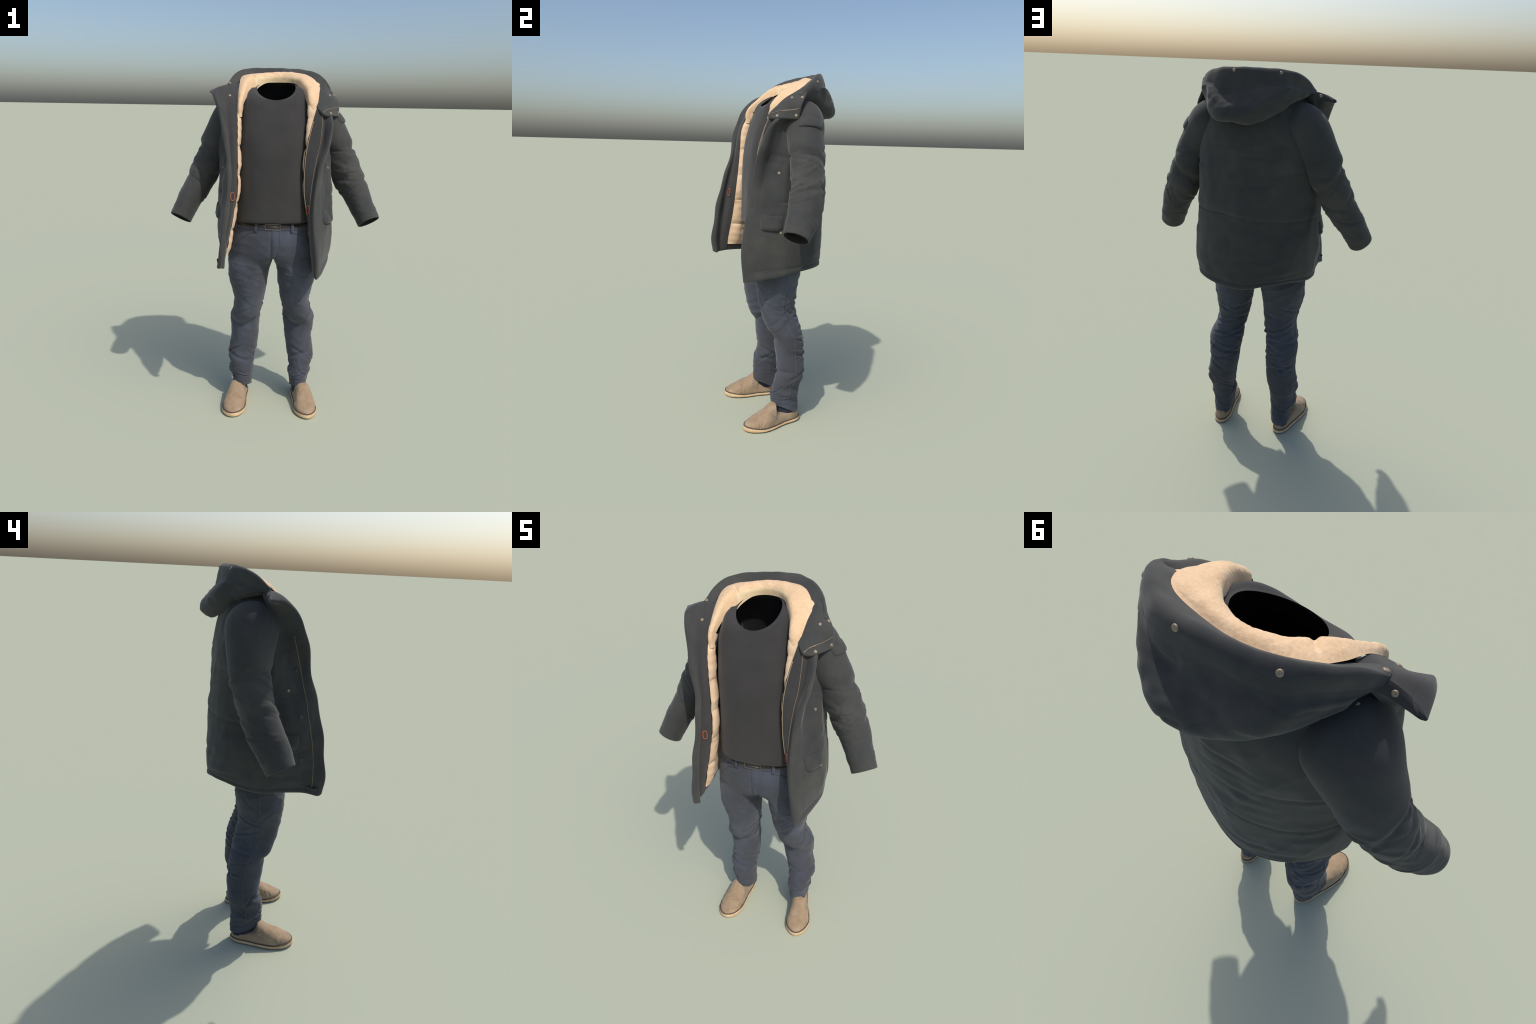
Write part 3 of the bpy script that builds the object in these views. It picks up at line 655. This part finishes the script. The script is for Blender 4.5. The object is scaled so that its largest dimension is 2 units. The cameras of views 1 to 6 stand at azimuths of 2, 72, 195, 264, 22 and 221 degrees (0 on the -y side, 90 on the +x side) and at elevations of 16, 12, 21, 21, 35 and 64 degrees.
for tab, sg, seed in ((LEG_L, 1, 1.3), (LEG_R, -1, 5.9)):
    G, a, z = leg_grid(tab, sg, seed)
    cen = G[:, 0].mean(0)
    inn = np.stack([cen + (G[:, 3] - cen) * 0.80 , cen + (G[:, 0] - cen) * 0.93, G[:, 0] - A([0, 0, .002])], 1)
    GX = np.concatenate([inn, G], 1)
    o = grid_obj("trouser_leg", GX, M_JEANS, jeans, wrap=True, flip=sg < 0)
    LEGS.append((o, G, a, z, sg))
    nn = grid_normals(G, True) * (1 if sg > 0 else -1)
    if nn[0, 60] @ A([sg, 0, 0]) < 0: nn = -nn
    # outer seam and hem stitching
    k = int(0.02 * len(a))
    tube_obj("leg_seam", (G + nn * 0.0008)[k, 8::2], 0.0018, M_STITCH, o, 6)
    kin = len(a) // 2
    tube_obj("leg_seam", (G + nn * 0.0006)[kin, 8:210:2], 0.0018, M_STITCH, o, 6)
    tube_obj("hem_stitch", (G + nn * 0.0006)[:, 9], 0.0012, M_STITCH, o, 6, closed=True)

# waist: shared hip curve helper
def hip_curve(zv, off, a0, a1, n):
    hw, hf, hb = (np.interp(zv, HIP[:, 0], HIP[:, k]) for k in (1, 2, 3))
    t = np.linspace(a0, a1, n)
    return np.stack([(hw + off) * np.cos(t), (hf + hb) / 2 + ((hb - hf) / 2 + off) * np.sin(t), np.full(n, zv)], 1), t
def hip_band(name, z0, z1, off, thick, mat, parent, a0=0.0, a1=2 * math.pi, n=160, drop=0.0):
    prof = [(z0, off - thick), (z0 - .0008, off - thick * .4), (z0 + 0.001, off), (z1 - 0.001, off), (z1 + .0008, off - thick * .4), (z1, off - thick)]
    G = np.stack([hip_curve(zz, oo, a0, a1, n)[0] for zz, oo in prof], 1)
    G[..., 2] += drop * np.sin(np.linspace(a0, a1, n))[:, None]
    o = grid_obj(name, G, mat, parent)
    fix_normals(o); return o
hip_band("waistband", 1.137, 1.180, 0.003, 0.006, M_JEANS, jeans)
hip_band("belt", 1.152, 1.178, 0.0065, 0.004, M_BELT, jeans)
for ang in (-90 - 24, -90 + 26, -90 - 62, -90 + 62, 40, 90, 140):
    t = math.radians(ang)
    G = np.stack([hip_curve(zz, oo, t - 0.030, t + 0.030, 6)[0] for zz, oo in ((1.126, .002), (1.128, .005), (1.136, .007), (1.150, .010), (1.179, .010), (1.184, .005))], 1)
    slab_obj("belt_loop", G[::-1], 0.003, M_JEANS, jeans)
# buckle frame at the front
fy = hip_curve(1.157, 0.009, -math.pi / 2, -math.pi / 2 + 0.01, 2)[0][0, 1]
bw, bh = 0.043, 0.016
bk = []
for cx_, cz_, a0 in ((bw - .006, bh - .006, 0), (-bw + .006, bh - .006, 90), (-bw + .006, -bh + .006, 180), (bw - .006, -bh + .006, 270)):
    for q in range(5):
        t = math.radians(a0 + q * 22.5)
        xx = -0.004 + cx_ + .006 * math.cos(t)
        bk.append((xx, fy + 0.25 * xx * xx * 12 - 0.002, 1.157 + cz_ + .006 * math.sin(t)))
tube_obj("buckle", bk, 0.0022, M_BUCKLE, jeans, 8, closed=True)
tube_obj("buckle_prong", [(-0.040, fy + .001, 1.158), (0.0, fy - .001, 1.159), (0.034, fy + .001, 1.158)], 0.0018, M_BUCKLE, jeans, 8)
# fly: overlapping placket with a J-shaped stitch line, a little proud of the centre front
def front_at(x, zv, off):
    hw, hf, hb = (np.interp(zv, HIP[:, 0], HIP[:, k]) for k in (1, 2, 3))
    yc, D = (hf + hb) / 2, (hb - hf) / 2
    return yc - D * math.sqrt(max(0, 1 - (x / hw) ** 2)) - off
zz = np.linspace(0.975, 1.140, 26)
G = []
for zv in zz:
    q = (zv - .975) / .147
    wr = 0.042 * min(1, (q * 2.2) ** .6)
    G.append([(x, front_at(x, zv, (.0042 + .004 * math.sin(q * math.pi) * (1 - abs(x - .015) / .06)) * float(smooth(-.013, .002, x)) - .002), zv) for x in np.linspace(-0.012, max(wr, 0.006), 14)])
slab_obj("fly", np.swapaxes(A(G), 0, 1), 0.002, M_JEANS, jeans)
st = [(0.036 * min(1, ((zv - .975) / .147 * 2.2 + .02) ** .6), zv) for zv in zz]
tube_obj("fly_stitch", [(x, front_at(x, zv, .0036 + .004 * math.sin((zv - .975) / .147 * math.pi) * (1 - abs(x - .015) / .06)), zv) for x, zv in st], 0.0011, M_STITCH, jeans, 6)
# front pocket openings
for sg in (-1, 1):
    pts = []
    for q in np.linspace(0, 1, 16):
        x = sg * (0.115 + 0.095 * q); zv = 1.122 - 0.085 * q ** 1.8
        pts.append((x, front_at(x, zv, .0022), zv))
    tube_obj("pocket_edge", pts, 0.0024, M_JEANS, jeans, 6)

# ================================================================== SHOES AND SOCKS
SOLE_L = A([(.225,-.222),(.190,-.207),(.159,-.170),(.147,-.12),(.148,-.07),(.141,0),(.133,.06),(.141,.117),(.170,.142),(.200,.131),(.221,.10),(.241,.027),(.275,-.05),(.290,-.11),(.281,-.17),(.257,-.209)])
SOLE_R = A([(-.215,-.229),(-.172,-.206),(-.147,-.155),(-.141,-.09),(-.143,-.025),(-.137,.055),(-.143,.10),(-.167,.125),(-.200,.119),(-.226,.085),(-.241,.04),(-.260,-.01),(-.280,-.066),(-.289,-.115),(-.283,-.176),(-.255,-.217)])
def outline_offset(O, d):
    T = np.roll(O, -1, 0) - np.roll(O, 1, 0); T /= np.linalg.norm(T, axis=1, keepdims=True)
    Nn = np.stack([T[:, 1], -T[:, 0]], 1)
    if ((O - O.mean(0)) * Nn).sum() < 0: Nn = -Nn
    return O + Nn * d
for SO, sg, inst in ((SOLE_L, 1, (.180, -.055)), (SOLE_R, -1, (-.199, -.05))):
    shoe = empty("slip_on_shoe", "tan slip-on shoe with dark welt and pale crepe sole", "shoe")
    t = np.linspace(0, len(SO), 161)[:-1]
    O = catmull(SO, t, True)
    toe = np.clip(-O[:, 1] / 0.22, -0.5, 1)
    # sole side wall: thicker at toe and heel
    topz = 0.018 + 0.009 * smooth(0.45, 1, toe) + 0.002 * smooth(0.0, -.5, toe)
    def ring(d, z): q = outline_offset(O, d); return np.concatenate([q, (np.zeros(len(q)) + z)[:, None]], 1)
    prof = [(-.012, .0005), (-.004, .0005), (-.001, .004)]
    Gs = np.stack([ring(*p) for p in prof], 1)
    grid_obj("outsole", np.concatenate([ring(-.08, .0005)[:, None] * A([1, 1, 1]), Gs], 1)[:, 1:], M_SOLEB, shoe, wrap=True)
    sr = [ring(-.001, .004), ring(.0015, .009), ring(.001, topz * .6), ring(-.001, topz - .004), ring(-.004, topz)]
    Gs = np.stack(sr, 1)
    wob = 0.0008 * nz(Gs, (90, 90, 90), 3.0)
    Gs[..., :2] += wob[..., None]
    o = grid_obj("sole", Gs, M_SOLE, shoe, wrap=True); fix_normals(o)
    bot = ring(-.012, .0006); mesh_obj("outsole", bot, [tuple(range(len(bot)))[::-1]], M_SOLEB, shoe, smooth_shade=False)
    tube_obj("welt", ring(-.0055, topz + .002), 0.0036, M_FOX, shoe, 8, closed=True)
    # upper: cross-sections from toe to heel, width from the outline, height from a profile
    ys = np.concatenate([np.linspace(-.217, -.19, 12), np.linspace(-.187, -.04, 50), np.linspace(-.037, -.025, 10), np.linspace(-.02, .10, 40), np.linspace(.102, .134, 16)])
    hy = [-.222, -.212, -.195, -.16, -.12, -.08, -.055, -.038, -.026, -.018, 0, .06, .10, .125, .137]
    hz = [.030, .037, .046, .062, .083, .110, .130, .137, .136, .088, .073, .066, .070, .075, .070]
    if sg < 0: ys = np.interp(ys, (-.217, -.04, .134), (-.224, -.036, .118))
    nf = 61; rows = []
    Oin = outline_offset(O, -.007)
    e0, e1_ = Oin[:, 1].min(), Oin[:, 1].max()
    ys = np.concatenate([e0 + 0.02 * (1 - np.cos(np.linspace(0.08, math.pi / 2, 10))), ys[(ys > e0 + .021) & (ys < e1_ - .021)], e1_ - 0.02 * (1 - np.cos(np.linspace(math.pi / 2, 0.06, 12)))])
    for y in ys:
        # left and right limits of the outline at this y
        xs = []
        for k in range(len(Oin)):
            a_, b_ = Oin[k], Oin[(k + 1) % len(Oin)]
            if (a_[1] - y) * (b_[1] - y) <= 0 and a_[1] != b_[1]:
                xs.append(a_[0] + (b_[0] - a_[0]) * (y - a_[1]) / (b_[1] - a_[1]))
        if len(xs) < 2: rows.append(None); continue
        x0, x1 = min(xs), max(xs)
        # ridge of the last: nearer the inner side at the instep
        f = float(np.interp(y, (-.21, -.12, -.04, .14), (.5, .46, .40, .5)))
        xr = (x0 + (x1 - x0) * (f if sg > 0 else 1 - f))
        row = []
        for k in range(nf):
            ph_ = math.pi * k / (nf - 1); q = math.cos(ph_); sn = math.sin(ph_)
            yy = y + (0.022 * (1 - sn) if y > -.06 else 0)         # throat runs back at the sides
            h = float(np.interp(y - 0.0 + 0.012 * (1 - sn), hy if sg > 0 else [v + (.006 if -.1 < v < 0.02 else -.006 if v < -.1 else -.016) for v in hy], hz))
            e1 = 0.84 - 0.42 * float(smooth(-.06, .0, y)); es = 0.92 - 0.47 * float(smooth(-.05, .0, y))
            X = xr + (q if q == 0 else math.copysign(abs(q) ** e1, q)) * ((x1 - xr) if q > 0 else (xr - x0))
            Z = 0.022 + (h - 0.022) * sn ** es
            row.append((X, y, Z))
        rows.append(row)
    rows = [r for r in rows if r is not None]
    rows.append([(sum(q[0] for q in rows[-1]) / nf, rows[-1][0][1] + .0005, q[2]) for q in rows[-1]])
    rows.insert(0, [(sum(q[0] for q in rows[0]) / nf, rows[0][0][1] - .0005, q[2]) for q in rows[0]])
    G = A(rows)
    gn = grid_normals(G)
    if gn[20, nf // 2, 2] < 0: gn = -gn
    vamp = np.exp(-((G[..., 1] + .13) / .04) ** 2)
    dd = 0.0018 * nz(G, (35, 35, 35), 4 + sg) + vamp * (-0.004 * ridge(G + G[..., [1, 0, 2]] * .25, (16, 42, 16), 2.0 + sg, 5) + .001)
    G = G + gn * dd[..., None]
    uflip = grid_normals(G)[20, nf // 2, 2] < 0
    ymask = lambda i, j: (G[i, j, 1] > -.060 and G[i, j, 1] < -.022 and G[i, j, 2] > .052 and G[i, j, 2] < .108 and abs(j - nf // 2) > 9)
    NG = grid_normals(G) * (-1 if uflip else 1)
    up = grid_obj("upper", G, M_SHOE, shoe, flip=uflip, mask=lambda i, j: not ymask(i, j), N=NG)
    grid_obj("elastic_gore", G, M_GORE, up, flip=uflip, mask=ymask, N=NG)
    # gore outline seam
    # sock fills the opening and runs up into the trouser leg
    lg = LEGS[0 if sg > 0 else 1][1]
    c0 = A([.178 if sg > 0 else -.186, .045])
    sk = []
    for zv, f in ((.045, .040), (.07, .040), (.10, .040), (.14, .040), (.18, .040), (.2, .03)):
        ang = np.linspace(0, 2 * math.pi, 48, endpoint=False)
        sk.append(np.stack([c0[0] + f * np.cos(ang), c0[1] + (f * 1.75 - (.1 < zv) * .01) * np.sin(ang) , np.full(48, zv)], 1))
    so = grid_obj("sock", np.stack(sk, 1), M_SOCK, shoe, wrap=True); fix_normals(so)

# ================================================================== PARKA HARDWARE AND TRIM
def bvh_of(objs):
    V, F = [], []
    for o in objs:
        b = len(V); V += [v.co.copy() for v in o.data.vertices]; F += [[b + k for k in p.vertices] for p in o.data.polygons]
    return BVHTree.FromPolygons(V, F)
PARTS = [o for o in parka.children if o.type == "MESH"]
BV = bvh_of(PARTS)
def surf(p, toward=None):
    loc, nrm, _, _ = BV.find_nearest(Vector(p))
    n = A(nrm)
    if toward is not None and n @ A(toward) < 0: n = -n
    return A(loc), n

snap_me = {}
def snap(p, toward, r=0.0078, mat=None, name="snap_button", h=0.0026):
    mat = mat or M_SNAP
    key = (mat.name, round(r, 4))
    if key not in snap_me:
        prof = [(0, .78), (.30, .78), (.36, .92), (.62, 1.0), (.9, .62), (1.0, 0.0), (1.0, -.9)]
        V, F = [], []
        S = 20
        for q, zf in prof:
            for s_ in range(S):
                a_ = 2 * math.pi * s_ / S
                V.append((r * max(q, .02) * math.cos(a_), r * max(q, .02) * math.sin(a_), zf * h))
        for k in range(len(prof) - 1):
            for s_ in range(S):
                s2 = (s_ + 1) % S
                F.append((k * S + s_, (k + 1) * S + s_, (k + 1) * S + s2, k * S + s2))
        F.append(tuple(range(S)))
        me = bpy.data.meshes.new(name); me.from_pydata(V, [], F); me.materials.append(mat)
        me.polygons.foreach_set("use_smooth", [True] * len(me.polygons)); me.update()
        snap_me[key] = me
    loc, n = surf(p, toward)
    o = link(bpy.data.objects.new(name, snap_me[key]), parka)
    o.location = tuple(loc + n * 0.0005)
    o.rotation_euler = Vector(n).to_track_quat("Z", "Y").to_euler()
    return o
FR = (0.2, -1, 0.4)
for p, tw in (((-.249, -.062, 1.838), (.5, -.8, .5)), ((-.255, .009, 1.905), (.3, -.6, .8)), ((.280, -.010, 1.849), (.5, -.6, .7)),
              ((.290, -.094, 1.764), (.4, -.9, .2)), ((.336, -.007, 1.763), (1, -.5, .3)), ((.065, .222, 1.985), (0, 1, .6)),
              ((-.139, .175, 1.979), (-.3, 1, .6)), ((.246, .140, 1.940), (1, .8, .5)), ((.317, -.068, 1.195), (1, -.4, 0)), ((.318, -.062, 1.168), (1, -.4, 0)), ((.283, -.068, 1.474), (1, -.5, 0)),
              ((-.285, -.234, .983), (-1, 0, 0)), ((-.266, -.235, .985), (1, 0, 0)), ((-.300, -.10, 1.474), (-1, -.3, 0)), ((.305, .035, 1.850), (1, .0, .5)), ((-.292, .025, 1.885), (-.8, -.3, .6))):
    snap(p, tw)
for p in ((-.286, -.135, 1.56), (-.296, -.165, 1.35), (-.306, -.18, 1.14)):
    snap(p, (-1, -.2, 0), 0.011, M_SNAPD, "dark_button")

def ribbon(name, uv, off, r, mat, flat=0.6):
    P = []; Nn = []
    for u, v in uv:
        p, n = shell_at(u, v); P.append(p + n * off); Nn.append(n)
    return tube_obj(name, P, r, mat, parka, 8, flat=flat, ups=Nn)
# zips: teeth run as a real row of small blocks joined in one part, on a thin tape line
def zip_row(pts, normals, name="zip", w=0.0036, pitch=0.0052):
    pts = A(pts); normals = A(normals)
    dist = np.concatenate([[0], np.cumsum(np.linalg.norm(np.diff(pts, axis=0), axis=1))])
    m = int(dist[-1] / pitch)
    V, F = [], []
    for k in range(m):
        s_ = (k + .5) * pitch
        p = A([np.interp(s_, dist, pts[:, q]) for q in range(3)]); p2 = A([np.interp(s_ + .001, dist, pts[:, q]) for q in range(3)])
        n = A([np.interp(s_, dist, normals[:, q]) for q in range(3)]); n /= np.linalg.norm(n)
        tv = (p2 - p) / np.linalg.norm(p2 - p); bv = np.cross(n, tv)
        b0 = len(V)
        for hh in (-.0006, .0018):
            for sa, sb in ((-1, -1), (1, -1), (1, 1), (-1, 1)):
                V.append(p + n * hh + tv * sa * pitch * .38 * (1 if hh < 0 else .8) + bv * sb * w * .5 * (1 if hh < 0 else .8))
        F += [(b0 + 4, b0 + 5, b0 + 6, b0 + 7)] + [(b0 + q, b0 + (q + 1) % 4, b0 + 4 + (q + 1) % 4, b0 + 4 + q) for q in range(4)]
    o = mesh_obj(name, V, F, M_ZIP, parka, smooth_shade=False); o["kind"] = "stuff"
    tube_obj("zip_tape", pts, w * .62, M_FACING, parka, 6, flat=.3, ups=normals)
    return o
# left zip: up the band and out along the collar flap
vs = np.linspace(1.45, 6.7, 60)
zp, zn = zip(*[shell_at(23.0, v) for v in vs])
zp = list(zp); zn = list(zn)
zn = [n if n @ A([-.2, -1, .2]) > 0 else -n for n in zn]
cf = catmull(A([(.245,-.124,1.766),(.262,-.100,1.778),(.290,-.066,1.784),(.318,-.025,1.789),(.3355,.008,1.795)]), np.linspace(0, 4, 24))
cp, cnn = zip(*[surf(p, (.5, -.7, .6)) for p in cf])
zp += [p + n * .0006 for p, n in zip(cp, cnn)]; zn += list(cnn)
zip_row(zp, zn)
# right zip on the outside of the front
vs = np.linspace(0.35, 6.2, 60)
zp, zn = zip(*[shell_at(5.55, v) for v in vs]); zip_row(zp, zn)
# piping where the left band meets the lining
P_ = [shell_at(23.96, v) for v in np.linspace(2.2, 6.2, 50)]
tube_obj("piping", [p + n * .0002 for p, n in P_], 0.0017, M_PIPE, parka, 8)
# stitch lines
stitch = [[(u, 0.30) for u in np.linspace(5.2, 18.6, 150)], [(18.35, v) for v in np.linspace(0.3, 4.3, 60)]]
for line in stitch: ribbon("stitching", line, 0.0006, 0.0011, M_SEAM)
# back waist seam line
pts = []
for u in np.linspace(7.6, 17.0, 110):
    v = 2.78 + 0.03 * math.sin(u)
    pts.append((u, v))
ribbon("stitching", pts, 0.0006, 0.0012, M_SEAM)

# pocket flaps: raised padded patches that follow the shell
def patch(name, u0, u1, v0, v1, puff, sag, mat=M_PARKA, parent=parka, at=shell_at, nu=34, nv=26):
    G = np.zeros((nu, nv, 3))
    for i in range(nu):
        for j in range(nv):
            a_, b_ = i / (nu - 1) * 2 - 1, j / (nv - 1)
            # rounded lower corners
            w = 1 - 0.12 * (1 - b_) ** 3
            u = (u0 + u1) / 2 + (u1 - u0) / 2 * a_ * w
            v = v0 + (v1 - v0) * b_ + sag * (abs(a_) ** 3) * (1 - b_)
            p, n = at(u, v)
            h = 0.003 + puff * (1 - abs(a_) ** 4) * (1 - b_) ** .7 * (0.35 + .65 * min(1, b_ * 4 + .3))
            G[i, j] = p + n * h
    n = grid_normals(G)
    c_, nref = at((u0 + u1) / 2, (v0 + v1) / 2)
    if n[nu // 2, nv // 2] @ nref < 0: G = G[::-1]
    G = G + grid_normals(G) * (0.0025 * nz(G, (28, 28, 28), 5.0))[..., None]
    return slab_obj(name, G, 0.007, mat, parent)
patch("pocket_flap", 16.75, 18.1, 1.85, 2.35, .016, .05)
patch("pocket_flap", 6.25, 7.9, 1.95, 2.42, .016, .05)

# sleeve pocket flap on the left arm
so, SG, st_ = SLEEVES[0]
sgn_ = grid_normals(SG, True)
def sleeve_at(u, v):
    fu = (u % (2 * math.pi)) / (2 * math.pi) * SG.shape[0]; fv = np.interp(v, st_, np.arange(len(st_)))
    i = int(fu) % SG.shape[0]; i2 = (i + 1) % SG.shape[0]; a_ = fu - int(fu); j = int(min(fv, len(st_) - 2)); b_ = fv - j
    p = (SG[i, j] * (1 - a_) + SG[i2, j] * a_) * (1 - b_) + (SG[i, j + 1] * (1 - a_) + SG[i2, j + 1] * a_) * b_
    n = sgn_[i, j]; cc = SG[:, j].mean(0)
    if n @ (p - cc) < 0: n = -n
    return p, n
patch("sleeve_pocket", -0.75, 0.72, 1.72, 1.40, .008, -.03, parent=so, at=sleeve_at)
BV = bvh_of([o for o in parka.children if o.type == "MESH" and o.name.startswith(("sleeve", "pocket"))] + [o for o in so.children if o.name.startswith("sleeve_pocket")])
s_ = snap((.364, .056, 1.733), (1, -.2, .5))
BV = bvh_of(PARTS)

# leather loops: oval rings with an inner slot
def leather(p, toward, hgt=0.042, wid=0.020):
    loc, n = surf(p, toward)
    upv = A([0, 0, 1.0]) - n * n[2]; upv /= np.linalg.norm(upv); sv = np.cross(upv, n)
    ring_ = [loc + n * .0025 + upv * hgt / 2 * math.copysign(abs(math.sin(q)) ** .8, math.sin(q)) + sv * wid / 2 * math.copysign(abs(math.cos(q)) ** .6, math.cos(q)) for q in np.linspace(0, 2 * math.pi, 40, endpoint=False)]
    tube_obj("leather_loop", ring_, 0.003, M_LEATHER, parka, 8, closed=True, flat=.5, ups=[n] * 40)
leather((-.224, -.208, 1.328), (.9, -.4, 0))
leather((.180, -.185, 1.262), (-.3, -1, 0))
